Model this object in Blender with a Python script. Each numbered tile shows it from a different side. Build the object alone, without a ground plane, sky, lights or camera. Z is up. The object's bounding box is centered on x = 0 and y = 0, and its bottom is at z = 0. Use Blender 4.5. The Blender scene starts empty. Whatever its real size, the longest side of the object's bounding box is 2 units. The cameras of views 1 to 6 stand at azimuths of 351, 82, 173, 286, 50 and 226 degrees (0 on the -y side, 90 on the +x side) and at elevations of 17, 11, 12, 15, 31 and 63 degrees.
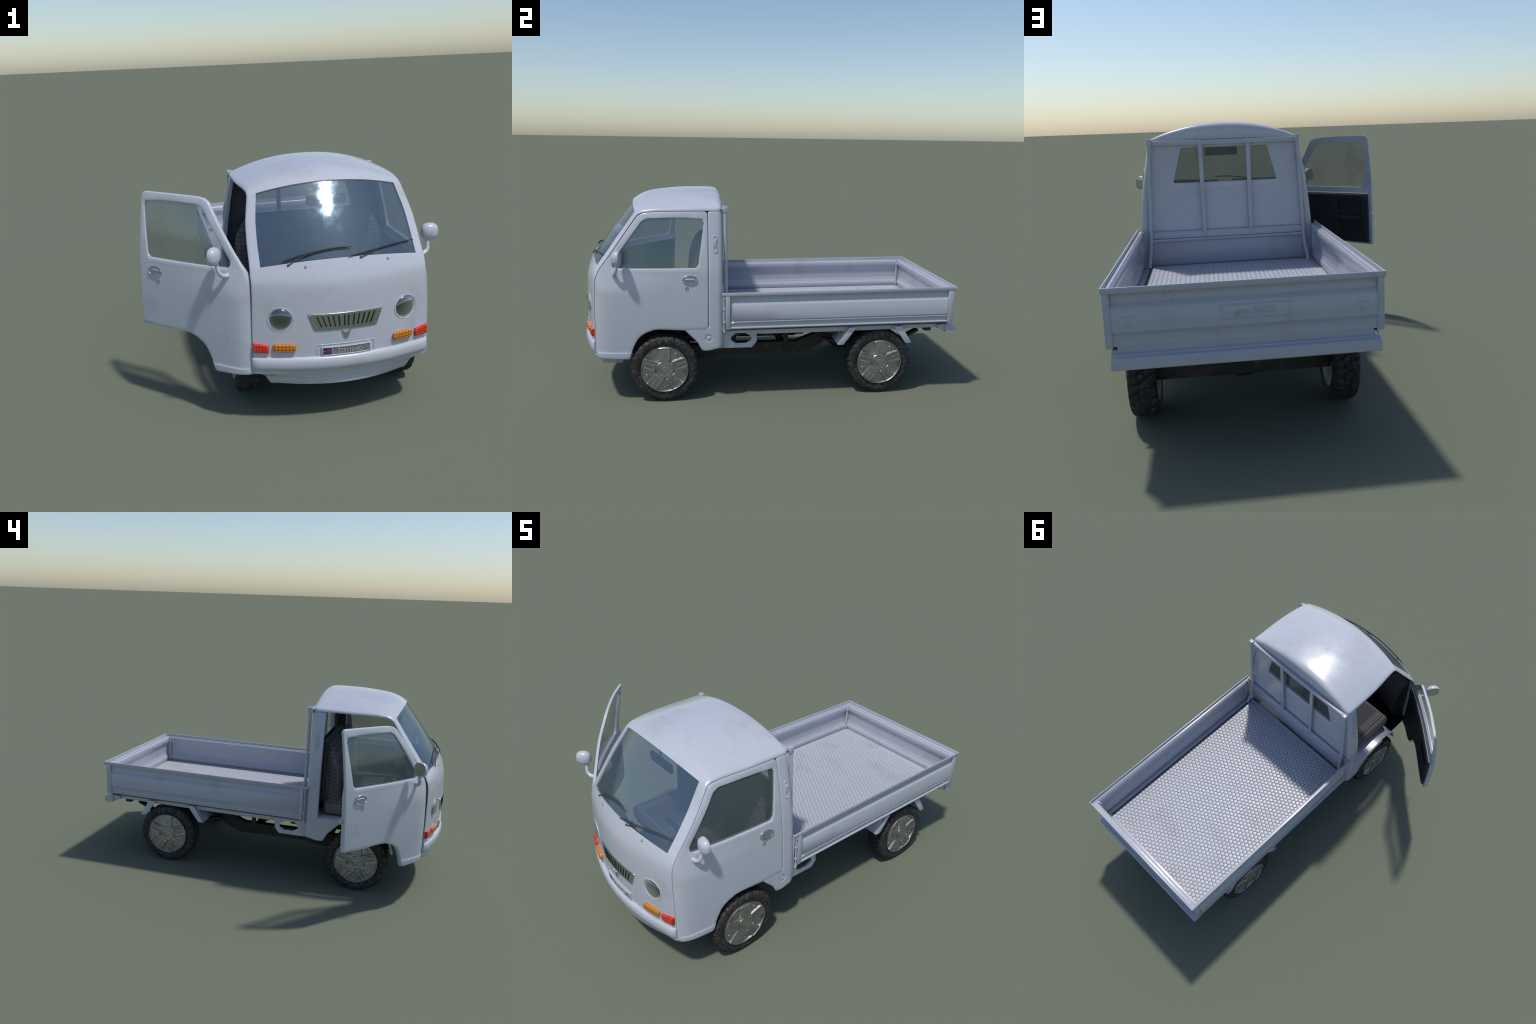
"""Small cab-over flatbed pickup truck with drop sides, left door standing open."""
import bpy, bmesh, math, random
from math import sin, cos, pi, radians, sqrt, exp, atan2, hypot
from mathutils import Vector, Matrix
from mathutils.geometry import delaunay_2d_cdt

random.seed(7)
XC = 0.172                      # the truck's own centre plane in the frame (open door shifts it)

# ------------------------------------------------------------------ materials
def new_mat(name):
    m = bpy.data.materials.new(name); m.use_nodes = True
    nt = m.node_tree
    return m, nt, nt.nodes["Principled BSDF"]

def node(nt, kind, **props):
    n = nt.nodes.new(kind)
    for k, v in props.items():
        setattr(n, k, v)
    return n

def noise(nt, co, scale, detail=4.0, rough=0.55, distort=0.0):
    n = node(nt, "ShaderNodeTexNoise")
    n.inputs["Scale"].default_value = scale
    n.inputs["Detail"].default_value = detail
    n.inputs["Roughness"].default_value = rough
    n.inputs["Distortion"].default_value = distort
    nt.links.new(co, n.inputs["Vector"])
    return n.outputs["Fac"]

def ramp(nt, fac, lo, hi, a=0.0, b=1.0):
    r = node(nt, "ShaderNodeMapRange"); r.clamp = True
    r.inputs["From Min"].default_value = lo; r.inputs["From Max"].default_value = hi
    r.inputs["To Min"].default_value = a; r.inputs["To Max"].default_value = b
    nt.links.new(fac, r.inputs["Value"])
    return r.outputs["Result"]

def mul(nt, a, b):
    m = node(nt, "ShaderNodeMath", operation="MULTIPLY")
    nt.links.new(a, m.inputs[0])
    if isinstance(b, (int, float)): m.inputs[1].default_value = b
    else: nt.links.new(b, m.inputs[1])
    return m.outputs[0]

def mixc(nt, fac, a, b):
    m = node(nt, "ShaderNodeMix", data_type="RGBA")
    for sock, v in ((m.inputs[6], a), (m.inputs[7], b)):
        if isinstance(v, tuple): sock.default_value = (*v, 1)
        else: nt.links.new(v, sock)
    if isinstance(fac, (int, float)): m.inputs[0].default_value = fac
    else: nt.links.new(fac, m.inputs[0])
    return m.outputs[2]

def coords(nt):
    return node(nt, "ShaderNodeTexCoord").outputs["Object"]

def bump(nt, bsdf, height, strength, dist):
    b = node(nt, "ShaderNodeBump")
    b.inputs["Strength"].default_value = strength
    b.inputs["Distance"].default_value = dist
    nt.links.new(height, b.inputs["Height"])
    nt.links.new(b.outputs["Normal"], bsdf.inputs["Normal"])

def paint_material(name, base, rough=0.25, coat=0.4):
    m, nt, p = new_mat(name)
    co = coords(nt)
    stain = mul(nt, ramp(nt, noise(nt, co, 6.0, 2, 0.45), 0.56, 0.74), 0.50)
    col = mixc(nt, stain, base, tuple(c * f for c, f in zip(base, (0.80, 0.76, 0.72))))
    cluster = ramp(nt, noise(nt, co, 9.0, 2, 0.5), 0.56, 0.68)
    specks = mul(nt, ramp(nt, noise(nt, co, 210.0, 2, 0.6), 0.625, 0.675), cluster)
    col = mixc(nt, mul(nt, specks, 0.75), col, (0.17, 0.13, 0.115))
    cluster2 = ramp(nt, noise(nt, co, 6.3, 2, 0.5, 0.4), 0.54, 0.66)
    chips = mul(nt, ramp(nt, noise(nt, co, 170.0, 2, 0.6, 0.8), 0.64, 0.69), cluster2)
    col = mixc(nt, mul(nt, chips, 0.55), col, (0.74, 0.76, 0.78))
    nt.links.new(col, p.inputs["Base Color"])
    rg = ramp(nt, noise(nt, co, 14.0, 4, 0.6), 0.35, 0.75, rough - 0.05, rough + 0.13)
    nt.links.new(rg, p.inputs["Roughness"])
    p.inputs["Coat Weight"].default_value = coat
    p.inputs["Coat Roughness"].default_value = 0.12
    return m

def plain_material(name, base, rough, metal=0.0, grime=None, grime_scale=30, amount=0.6, bumpy=0.0, spec=0.5):
    m, nt, p = new_mat(name)
    co = coords(nt)
    p.inputs["Metallic"].default_value = metal
    p.inputs["Roughness"].default_value = rough
    p.inputs["Specular IOR Level"].default_value = spec
    if grime:
        f = mul(nt, ramp(nt, noise(nt, co, grime_scale, 6, 0.65, 0.3), 0.48, 0.68), amount)
        nt.links.new(mixc(nt, f, base, grime), p.inputs["Base Color"])
        nt.links.new(ramp(nt, noise(nt, co, grime_scale, 6, 0.65, 0.3), 0.3, 0.8, rough, min(1, rough + 0.2)),
                     p.inputs["Roughness"])
    else:
        p.inputs["Base Color"].default_value = (*base, 1)
    if bumpy:
        bump(nt, p, noise(nt, co, grime_scale * 3, 4, 0.6), bumpy, 0.002)
    return m

def glass_material(name, tint, alpha, dirt=0.15, scale=9.0, rough=0.06, metal=0.55):
    """tinted, mirror-bright pane with a film of dirt"""
    m, nt, p = new_mat(name)
    co = coords(nt)
    d = ramp(nt, noise(nt, co, scale, 5, 0.6, 0.4), 0.50, 0.80)
    nt.links.new(mixc(nt, mul(nt, d, 0.6), tint, (0.20, 0.20, 0.165)), p.inputs["Base Color"])
    nt.links.new(ramp(nt, d, 0, 1, alpha, alpha + dirt), p.inputs["Alpha"])
    nt.links.new(ramp(nt, noise(nt, co, 18, 5, 0.6), 0.40, 0.80, rough, rough + 0.10), p.inputs["Roughness"])
    p.inputs["Metallic"].default_value = metal
    p.inputs["Specular IOR Level"].default_value = 0.6
    return m

def tyre_material():
    m, nt, p = new_mat("worn_rubber")
    co = coords(nt)
    scratch = ramp(nt, noise(nt, co, 55.0, 8, 0.75, 1.2), 0.50, 0.60)
    col = mixc(nt, mul(nt, scratch, 0.62), (0.012, 0.0115, 0.0115), (0.115, 0.106, 0.104))
    nt.links.new(col, p.inputs["Base Color"])
    p.inputs["Roughness"].default_value = 0.72
    bump(nt, p, noise(nt, co, 80, 6, 0.7, 0.6), 0.5, 0.003)
    return m

def lens_material(name, base, cell):
    m, nt, p = new_mat(name)
    co = coords(nt)
    sep = node(nt, "ShaderNodeSeparateXYZ"); nt.links.new(co, sep.inputs[0])
    waves = []
    for ax in ("X", "Z"):
        s = node(nt, "ShaderNodeMath", operation="SINE")
        nt.links.new(mul(nt, sep.outputs[ax], pi / cell), s.inputs[0])
        ab = node(nt, "ShaderNodeMath", operation="ABSOLUTE"); nt.links.new(s.outputs[0], ab.inputs[0])
        waves.append(ab.outputs[0])
    mn = node(nt, "ShaderNodeMath", operation="MINIMUM"); nt.links.new(waves[0], mn.inputs[0]); nt.links.new(waves[1], mn.inputs[1])
    cellw = mn.outputs[0]
    nt.links.new(mixc(nt, ramp(nt, cellw, 0.0, 0.55, 0.65, 0.0), base, tuple(c * 0.30 for c in base)), p.inputs["Base Color"])
    p.inputs["Roughness"].default_value = 0.18
    p.inputs["Coat Weight"].default_value = 0.6
    p.inputs["Subsurface Weight"].default_value = 0.0
    bump(nt, p, ramp(nt, cellw, 0.0, 0.7), 0.8, 0.003)
    return m

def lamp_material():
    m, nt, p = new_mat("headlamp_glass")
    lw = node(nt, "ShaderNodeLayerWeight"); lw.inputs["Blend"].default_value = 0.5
    nt.links.new(mixc(nt, ramp(nt, lw.outputs["Facing"], 0.10, 0.62), (0.17, 0.19, 0.185), (0.66, 0.69, 0.72)), p.inputs["Base Color"])  # reflections painted by view angle: dark ground mid-lens, pale sky at rim
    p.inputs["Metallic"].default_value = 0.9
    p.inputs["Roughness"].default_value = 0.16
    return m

def weave_material():
    m, nt, p = new_mat("checked_seat_cloth")
    co = coords(nt)
    sep = node(nt, "ShaderNodeSeparateXYZ"); nt.links.new(co, sep.inputs[0])
    total = None
    for ax in ("X", "Y", "Z"):
        sn = node(nt, "ShaderNodeMath", operation="SINE")
        nt.links.new(mul(nt, sep.outputs[ax], 2 * pi / 0.021), sn.inputs[0])
        if total is None: total = sn.outputs[0]
        else:
            ad = node(nt, "ShaderNodeMath", operation="ADD")
            nt.links.new(total, ad.inputs[0]); nt.links.new(sn.outputs[0], ad.inputs[1]); total = ad.outputs[0]
    c = ramp(nt, total, -1.6, 1.6, 0.0, 1.0)
    col = mixc(nt, c, (0.115, 0.107, 0.108), (0.235, 0.218, 0.212))
    fine = noise(nt, co, 400, 2, 0.5)
    nt.links.new(mixc(nt, mul(nt, fine, 0.4), col, (0.10, 0.095, 0.096)), p.inputs["Base Color"])
    p.inputs["Roughness"].default_value = 0.95
    p.inputs["Specular IOR Level"].default_value = 0.15
    bump(nt, p, c, 0.6, 0.004)
    return m

PAINT = paint_material("grey_white_paint", (0.470, 0.494, 0.552))
BEDPAINT = paint_material("cargo_bed_paint", (0.418, 0.437, 0.492), 0.29, 0.30)
INNER = plain_material("cab_lining", (0.110, 0.116, 0.132), 0.7, grime=(0.07, 0.074, 0.085))
TRIM = plain_material("black_trim", (0.022, 0.024, 0.031), 0.55, grime=(0.030, 0.030, 0.033), bumpy=0.15)
RUBBERMAT = plain_material("rubber_floor_mat", (0.010, 0.010, 0.014), 0.8, bumpy=0.6, grime=(0.016, 0.016, 0.02), grime_scale=60)
UNDER = plain_material("grimy_chassis_steel", (0.028, 0.026, 0.022), 0.65, grime=(0.075, 0.066, 0.052), grime_scale=14, amount=0.8, bumpy=0.2)
PIPE = plain_material("dull_pipe_steel", (0.20, 0.20, 0.20), 0.45, 0.8, grime=(0.06, 0.05, 0.04), grime_scale=18)
CHROME = plain_material("chrome", (0.62, 0.65, 0.66), 0.14, 1.0)
BRIGHT = plain_material("grille_steel", (0.50, 0.53, 0.52), 0.20, 1.0)
RIM = plain_material("pressed_steel_wheel", (0.40, 0.40, 0.378), 0.37, 0.95, grime=(0.17, 0.125, 0.12), grime_scale=16, amount=0.75)
RIMBACK = plain_material("grey_wheel_back", (0.36, 0.36, 0.38), 0.5, 0.4, grime=(0.06, 0.055, 0.05), grime_scale=22)
TYRE = tyre_material()
WINDSHIELD = glass_material("windshield_glass", (0.165, 0.245, 0.33), 0.53, 0.08)
SIDEGLASS = glass_material("side_glass", (0.175, 0.245, 0.275), 0.53, 0.15, 7.0)
REARGLASS = glass_material("rear_glass", (0.23, 0.26, 0.235), 0.40, 0.22, 7.0, metal=0.3)
BACKGLASS = glass_material("pane_inner_face", (0.10, 0.12, 0.12), 0.04, 0.06, 7.0, metal=0.1)
AMBER = lens_material("amber_lens", (0.62, 0.20, 0.006), 0.0150)
RED = lens_material("red_lens", (0.80, 0.030, 0.002), 0.0120)
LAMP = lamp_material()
PLATE = plain_material("plate_grey", (0.19, 0.19, 0.19), 0.5)
PLATERIM = plain_material("plate_frame", (0.42, 0.42, 0.44), 0.35)
LETTER = plain_material("plate_lettering", (0.44, 0.44, 0.45), 0.5)
BLUE = plain_material("plate_blue_field", (0.028, 0.024, 0.16), 0.45)
MAGENTA = plain_material("plate_flower_red", (0.20, 0.022, 0.11), 0.5)
CLOTH = weave_material()
CLOTHDARK = plain_material("plain_seat_cloth", (0.115, 0.110, 0.114), 0.95, grime=(0.085, 0.082, 0.086), grime_scale=90, bumpy=0.3, spec=0.15)
STITCH = plain_material("green_stitching", (0.010, 0.045, 0.012), 0.8)
WIPER = plain_material("brown_black_wiper", (0.045, 0.040, 0.041), 0.6)
BLACKHOLE = plain_material("slot_shadow_black", (0.004, 0.004, 0.005), 0.8)
MIRROR = plain_material("mirror_silver", (0.55, 0.58, 0.60), 0.06, 1.0)
WHITELINE = plain_material("pale_trim_strip", (0.60, 0.58, 0.56), 0.4)

# ------------------------------------------------------------------ helpers
truck = bpy.data.objects.new("pickup_truck", None)
bpy.context.scene.collection.objects.link(truck)
truck.location = (XC, 0, 0)
truck["label"] = "small pale grey flatbed pickup truck with one door open"
truck["category"] = "pickup truck"

def make(name, verts, faces, mat, parent=truck, angle=35.0, mat_ids=None, clean=True):
    me = bpy.data.meshes.new(name)
    me.from_pydata([tuple(v) for v in verts], [], [tuple(f) for f in faces])
    for m in (mat if isinstance(mat, (list, tuple)) else [mat]):
        me.materials.append(m)
    if mat_ids:
        for p, i in zip(me.polygons, mat_ids): p.material_index = i
    if clean:
        bm = bmesh.new(); bm.from_mesh(me)
        bmesh.ops.remove_doubles(bm, verts=bm.verts, dist=1e-6)
        bmesh.ops.recalc_face_normals(bm, faces=bm.faces)
        bm.to_mesh(me); bm.free()
    me.validate()
    for p in me.polygons: p.use_smooth = True
    me.set_sharp_from_angle(angle=radians(angle))
    ob = bpy.data.objects.new(name, me)
    bpy.context.scene.collection.objects.link(ob)
    ob.parent = parent
    return ob

class Geo:
    """collects simple solids into one mesh"""
    def __init__(self): self.v = []; self.f = []; self.m = []
    def add(self, verts, faces, mid=0):
        o = len(self.v); self.v += [Vector(p) for p in verts]
        self.f += [tuple(i + o for i in fc) for fc in faces]; self.m += [mid] * len(faces)
    def box(self, lo, hi, bevel=0.0, mid=0, seg=2):
        bm = bmesh.new(); bmesh.ops.create_cube(bm, size=1)
        for v in bm.verts:
            v.co = Vector([lo[i] + (hi[i] - lo[i]) * (v.co[i] + .5) for i in range(3)])
        if bevel: bmesh.ops.bevel(bm, geom=bm.edges[:], offset=bevel, segments=seg, affect="EDGES", profile=.5)
        self.bm(bm, mid)
    def hexa(self, pts, bevel=0.0, mid=0):
        """8 points: bottom quad (ccw) then top quad"""
        bm = bmesh.new(); vs = [bm.verts.new(p) for p in pts]
        for q in ((3, 2, 1, 0), (4, 5, 6, 7), (0, 1, 5, 4), (1, 2, 6, 5), (2, 3, 7, 6), (3, 0, 4, 7)):
            bm.faces.new([vs[i] for i in q])
        if bevel: bmesh.ops.bevel(bm, geom=bm.edges[:], offset=bevel, segments=2, affect="EDGES", profile=.5)
        self.bm(bm, mid)
    def bm(self, bm, mid=0):
        bm.verts.index_update()
        self.add([v.co.copy() for v in bm.verts], [[v.index for v in f.verts] for f in bm.faces], mid); bm.free()
    def loft(self, rows, closed=False, caps=False, mid=0):
        n = len(rows[0]); o = len(self.v)
        vs = [p for r in rows for p in r]; fs = []
        for i in range(len(rows) - 1):
            for j in range(n if closed else n - 1):
                k = (j + 1) % n
                fs.append((i * n + j, i * n + k, (i + 1) * n + k, (i + 1) * n + j))
        if caps:
            fs.append(tuple(range(n - 1, -1, -1)))
            fs.append(tuple((len(rows) - 1) * n + j for j in range(n)))
        self.add(vs, fs, mid)
    def tube(self, path, r, seg=12, mid=0, sx=1.0):
        path = [Vector(p) for p in path]; rows = []
        ref = None
        for i, p in enumerate(path):
            d = (path[min(i + 1, len(path) - 1)] - path[max(i - 1, 0)]).normalized()
            if ref is None: ref = Vector((0, 0, 1)) if abs(d.z) < .8 else Vector((1, 0, 0))
            a = d.cross(ref).normalized(); b = a.cross(d).normalized(); ref = b
            rr = r[i] if isinstance(r, (list, tuple)) else r
            rows.append([p + a * cos(2 * pi * k / seg) * rr * sx + b * sin(2 * pi * k / seg) * rr for k in range(seg)])
        self.loft(rows, True, True, mid)
    def beam(self, path, w, h, mid=0, up=(0, 0, 1)):
        """rectangular section along a path"""
        path = [Vector(p) for p in path]; rows = []; up = Vector(up)
        for i, p in enumerate(path):
            d = (path[min(i + 1, len(path) - 1)] - path[max(i - 1, 0)]).normalized()
            a = d.cross(up).normalized() * w / 2; b = a.cross(d).normalized() * h / 2
            rows.append([p - a - b, p + a - b, p + a + b, p - a + b])
        self.loft(rows, True, True, mid)
    def lathe(self, prof, axis_pt, axis, seg=32, mid=0):
        """prof: (radius, height along axis)"""
        axis = Vector(axis).normalized(); ref = Vector((0, 0, 1)) if abs(axis.z) < .9 else Vector((1, 0, 0))
        a = axis.cross(ref).normalized(); b = axis.cross(a); c = Vector(axis_pt)
        rows = [[c + axis * h + (a * cos(2 * pi * k / seg) + b * sin(2 * pi * k / seg)) * max(r, 1e-5) for k in range(seg)] for r, h in prof]
        self.loft(rows, True, False, mid)
    def obj(self, name, mat, parent=truck, angle=35.0):
        return make(name, self.v, self.f, mat, parent, angle, self.m if isinstance(mat, (list, tuple)) else None)

def catmull(pts, sub):
    out = []
    for i in range(len(pts) - 1):
        p0, p1, p2, p3 = pts[max(i - 1, 0)], pts[i], pts[i + 1], pts[min(i + 2, len(pts) - 1)]
        for k in range(sub):
            t = k / sub
            out.append(tuple(.5 * (2 * b + (c - a) * t + (2 * a - 5 * b + 4 * c - d) * t * t + (3 * b - a - 3 * c + d) * t ** 3)
                             for a, b, c, d in zip(p0, p1, p2, p3)))
    out.append(tuple(pts[-1]))
    return out

def interp(x, tab):
    if x <= tab[0][0]: return tab[0][1]
    for (a, fa), (b, fb) in zip(tab, tab[1:]):
        if x <= b: return fa + (fb - fa) * (x - a) / (b - a)
    return tab[-1][1]

def sstep(a, b, x):
    t = max(0.0, min(1.0, (x - a) / (b - a))); return t * t * (3 - 2 * t)

# -- flat outline -> dense curved panel with rounded borders
def resample(poly, step):
    out = []
    n = len(poly)
    for i in range(n):
        a, b = poly[i], poly[(i + 1) % n]
        k = max(1, int(round(hypot(b[0] - a[0], b[1] - a[1]) / step)))
        out += [(a[0] + (b[0] - a[0]) * j / k, a[1] + (b[1] - a[1]) * j / k) for j in range(k)]
    return out

def round_poly(poly, r, seg=5):
    """fillet every corner; r is a number or list"""
    out = []; n = len(poly)
    for i in range(n):
        p, a, b = Vector(poly[i]), Vector(poly[i - 1]), Vector(poly[(i + 1) % n])
        rr = r[i] if isinstance(r, (list, tuple)) else r
        da, db = (a - p), (b - p)
        t = min(rr, da.length * .45, db.length * .45)
        if t < 1e-5: out.append(tuple(p)); continue
        s, e = p + da.normalized() * t, p + db.normalized() * t
        for k in range(seg + 1):
            u = k / seg
            out.append(tuple(s * (1 - u) ** 2 + p * 2 * u * (1 - u) + e * u * u))
    return out

def area(poly):
    return .5 * sum(poly[i][0] * poly[(i + 1) % len(poly)][1] - poly[(i + 1) % len(poly)][0] * poly[i][1] for i in range(len(poly)))

def inside(p, poly):
    x, y = p; c = False; j = len(poly) - 1
    for i in range(len(poly)):
        xi, yi = poly[i]; xj, yj = poly[j]
        if (yi > y) != (yj > y) and x < (xj - xi) * (y - yi) / (yj - yi) + xi: c = not c
        j = i
    return c

def seg_dist(p, loops):
    best = 1e9; px, py = p
    for poly in loops:
        for i in range(len(poly)):
            ax, ay = poly[i - 1]; bx, by = poly[i]
            dx, dy = bx - ax, by - ay; L = dx * dx + dy * dy
            t = 0 if L == 0 else max(0, min(1, ((px - ax) * dx + (py - ay) * dy) / L))
            d = (px - ax - t * dx) ** 2 + (py - ay - t * dy) ** 2
            if d < best: best = d
    return sqrt(best)

def triangulate(outline, holes=(), res=0.02, insets=(), extra_x=(), extra_y=()):
    loops = [list(outline)] + [list(h) for h in holes]
    if area(loops[0]) < 0: loops[0].reverse()
    for h in loops[1:]:
        if area(h) > 0: h.reverse()
    dense = [resample(l, res) for l in loops]
    pts = []; edges = []
    for l in dense:
        o = len(pts); pts += l
        edges += [(o + i, o + (i + 1) % len(l)) for i in range(len(l))]
    ok = lambda q: inside(q, dense[0]) and not any(inside(q, h) for h in dense[1:])
    for ins in insets:
        for l in dense:
            n = len(l)
            for i in range(n):
                a, b = l[i - 1], l[(i + 1) % n]
                dx, dy = b[0] - a[0], b[1] - a[1]; L = hypot(dx, dy) or 1
                q = (l[i][0] - dy / L * ins, l[i][1] + dx / L * ins)
                if ok(q) and seg_dist(q, loops) > ins * .85: pts.append(q)
    keep = (max(insets) if insets else 0) + res * .45
    xs = [p[0] for p in loops[0]]; ys = [p[1] for p in loops[0]]
    gx = [min(xs) + res * i for i in range(int((max(xs) - min(xs)) / res) + 2)] + list(extra_x)
    gy = [min(ys) + res * i for i in range(int((max(ys) - min(ys)) / res) + 2)] + list(extra_y)
    for x in gx:
        for y in gy:
            if ok((x, y)) and seg_dist((x, y), loops) > keep: pts.append((x, y))
    v, e, f, *_ = delaunay_2d_cdt([Vector(p) for p in pts], edges, [], 0, 1e-6)
    v = [tuple(p) for p in v]
    tris = []
    for t in f:
        c = (sum(v[i][0] for i in t) / len(t), sum(v[i][1] for i in t) / len(t))
        if ok(c): tris.append(tuple(t))
    used = sorted({i for t in tris for i in t}); mp = {o: n for n, o in enumerate(used)}
    return [v[i] for i in used], [tuple(mp[i] for i in t) for t in tris], loops

def panel(geo, outline, holes, fmap, thick, res=0.02, bevel=0.004, mids=(0, 0, 0), relief=None, extra_y=(), extra_x=()):
    """fmap(a,b,depth)->3D ; depth 0 is the outer face"""
    insets = (bevel * .12, bevel * .4, bevel) if bevel else ()
    v2, tris, loops = triangulate(outline, holes, res, insets, extra_x, extra_y)
    front = []
    for p in v2:
        d = seg_dist(p, loops); dep = 0
        if bevel and d < bevel: dep = bevel - sqrt(max(0, bevel ** 2 - (bevel - d) ** 2))
        if relief: dep -= relief(p[0], p[1], d)
        front.append(fmap(p[0], p[1], dep))
    th = thick if callable(thick) else (lambda a, b: thick)
    back = [fmap(p[0], p[1], th(*p)) for p in v2]
    n = len(v2)
    cnt = {}
    for t in tris:
        for i in range(3):
            k = (t[i], t[(i + 1) % 3]); cnt[k] = 1
    walls = [(a, b, b + n, a + n) for (a, b) in cnt if (b, a) not in cnt]
    geo.add(front + back, [], 0)
    o = len(geo.v) - 2 * n
    for t in tris:
        geo.f.append(tuple(i + o for i in t)); geo.m.append(mids[0])
        geo.f.append(tuple(i + o + n for i in reversed(t))); geo.m.append(mids[1])
    for w in walls:
        geo.f.append(tuple(i + o for i in reversed(w))); geo.m.append(mids[2])

def mirror_x(pts): return [(-p[0], p[1], p[2]) for p in pts]

# ------------------------------------------------------------------ cab surface rules
HALF = [(.20, .4325), (.36, .434), (.46, .4325), (.57, .4275), (.64, .4225), (.70, .4165), (.78, .4055),
        (.86, .3915), (.93, .3775), (.985, .3655), (1.01, .3590)]
HALFC = catmull(HALF, 6)

NOSE_TAPER = catmull([(.33, 0), (.45, .001), (.60, .0035), (.70, .0070), (.78, .0115), (.83, .0160), (.865, .0225), (.887, .0325), (.905, .0465), (.915, .0560)], 4)

def side_x(y, z):
    """half width of the cab side at (y, z)"""
    h = interp(z, HALFC)
    if y < -.33:
        hi = .047 * min(1.1, (-.33 - y) / .572) ** 2.5            # upper body tapers evenly
        lo = interp(-y, NOSE_TAPER)                               # lower body stays wide, then rounds the corner
        w = sstep(.56, .74, z)
        h -= lo + (hi - lo) * w
    h -= .012 * sstep(.84, 1.0, z) * sstep(-.45, -.72, y)
    if y > -.285: h -= .012 * ((y + .285) / .023) ** 2      # rounded rear corner
    return h

# stations of the nose-and-roof skin: centre (y,z); seam with the side (y,z); offset of the rounding (dx,dy,dz); bow exponent
ST = [
    (-.2620, 1.000, -.2640, .9850, -.010, .000, .010, 2.2),
    (-.2635, 1.040, -.2640, .9853, -.012, .000, .014, 2.2),
    (-.2690, 1.062, -.2660, .9856, -.014, .000, .018, 2.2),
    (-.2860, 1.0755, -.2760, .9860, -.014, .000, .021, 2.2),
    (-.3300, 1.0795, -.3200, .9865, -.014, .000, .019, 2.2),
    (-.4100, 1.0800, -.4000, .9865, -.014, .000, .018, 2.15),
    (-.4880, 1.0775, -.4800, .9855, -.014, .000, .017, 2.1),
    (-.6000, 1.0665, -.5900, .9825, -.014, .000, .017, 1.95),
    (-.6560, 1.0545, -.6400, .9790, -.014, -.004, .014, 1.9),
    (-.6980, 1.0360, -.6670, .9745, -.014, -.006, .011, 1.9),
    (-.7290, 1.0150, -.6900, .9620, -.014, -.008, .008, 2.0),   # windshield top edge
    (-.7820, .9480, -.7290, .9080, -.014, -.008, .006, 2.0),
    (-.8380, .8790, -.7780, .8380, -.014, -.008, .006, 2.0),
    (-.8920, .8070, -.8290, .7640, -.014, -.008, .006, 2.0),
    (-.9430, .7340, -.8780, .6980, -.014, -.008, .005, 2.0),    # windshield bottom edge
    (-.9660, .6800, -.8980, .6560, -.013, -.008, .003, 2.0),
    (-.9780, .6380, -.9040, .6220, -.012, -.008, .001, 1.95),
    (-.9830, .5800, -.9070, .5720, -.012, -.008, .000, 1.9),
    (-.9845, .4700, -.9080, .4650, -.012, -.008, .000, 1.9),
    (-.9840, .3600, -.9080, .3600, -.012, -.008, .000, 1.9),
    (-.9800, .2480, -.9070, .2450, -.012, -.008, .000, 1.9),
]
WS_TOP, WS_BOT = 10, 14
SUB = 4
U_WS = 0.925          # windshield half width in u

def split_catmull(tab, breaks, sub):
    """catmull with creases at the break indices"""
    out = []
    cuts = [0] + list(breaks) + [len(tab) - 1]
    for a, b in zip(cuts, cuts[1:]):
        seg = catmull(tab[a:b + 1], sub)
        out += seg if a == 0 else seg[1:]
    return out

STF = split_catmull(ST, (WS_TOP, WS_BOT), SUB)
IT, IB = WS_TOP * SUB, WS_BOT * SUB

def nose(st, u):
    yc, zc, gy, gz, dx, dy, dz, p = st
    gx = side_x(gy, gz)
    ex, ey, ez = gx + dx, gy + dy, gz + dz
    w = abs(u) ** p
    return Vector((u * ex, yc + (ey - yc) * w, zc + (ez - zc) * w))

def nose_fillet(st, k):
    """k 0..1 from skin edge to the side seam, for +x"""
    yc, zc, gy, gz, dx, dy, dz, p = st
    gx = side_x(gy, gz)
    E = nose(st, 1.0); G = Vector((gx, gy, gz))
    tan = Vector((E.x, p * (E.y - yc), p * (E.z - zc))); tan /= tan.x
    K = E + tan * (gx - E.x)
    return E * (1 - k) ** 2 + K * 2 * k * (1 - k) + G * k * k

def front_y(x, z):
    """outer front face y at local x, height z (below the windshield)"""
    lo = STF[IB:]
    best = None
    for a, b in zip(lo, lo[1:]):
        pa, pb = nose(a, min(1, abs(x) / (side_x(a[2], a[3]) + a[4]))), nose(b, min(1, abs(x) / (side_x(b[2], b[3]) + b[4])))
        if pa.z >= z >= pb.z:
            t = (pa.z - z) / (pa.z - pb.z + 1e-9); return pa.y + (pb.y - pa.y) * t
    return lo[-1][0]

# ------------------------------------------------------------------ cab shell
def u_values():
    inner = [U_WS * i / 16 for i in range(0, 17)]
    inner += [U_WS + (1 - U_WS) * k / 3 for k in (1, 2, 3)]
    return [-u for u in reversed(inner[1:])] + inner

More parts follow.
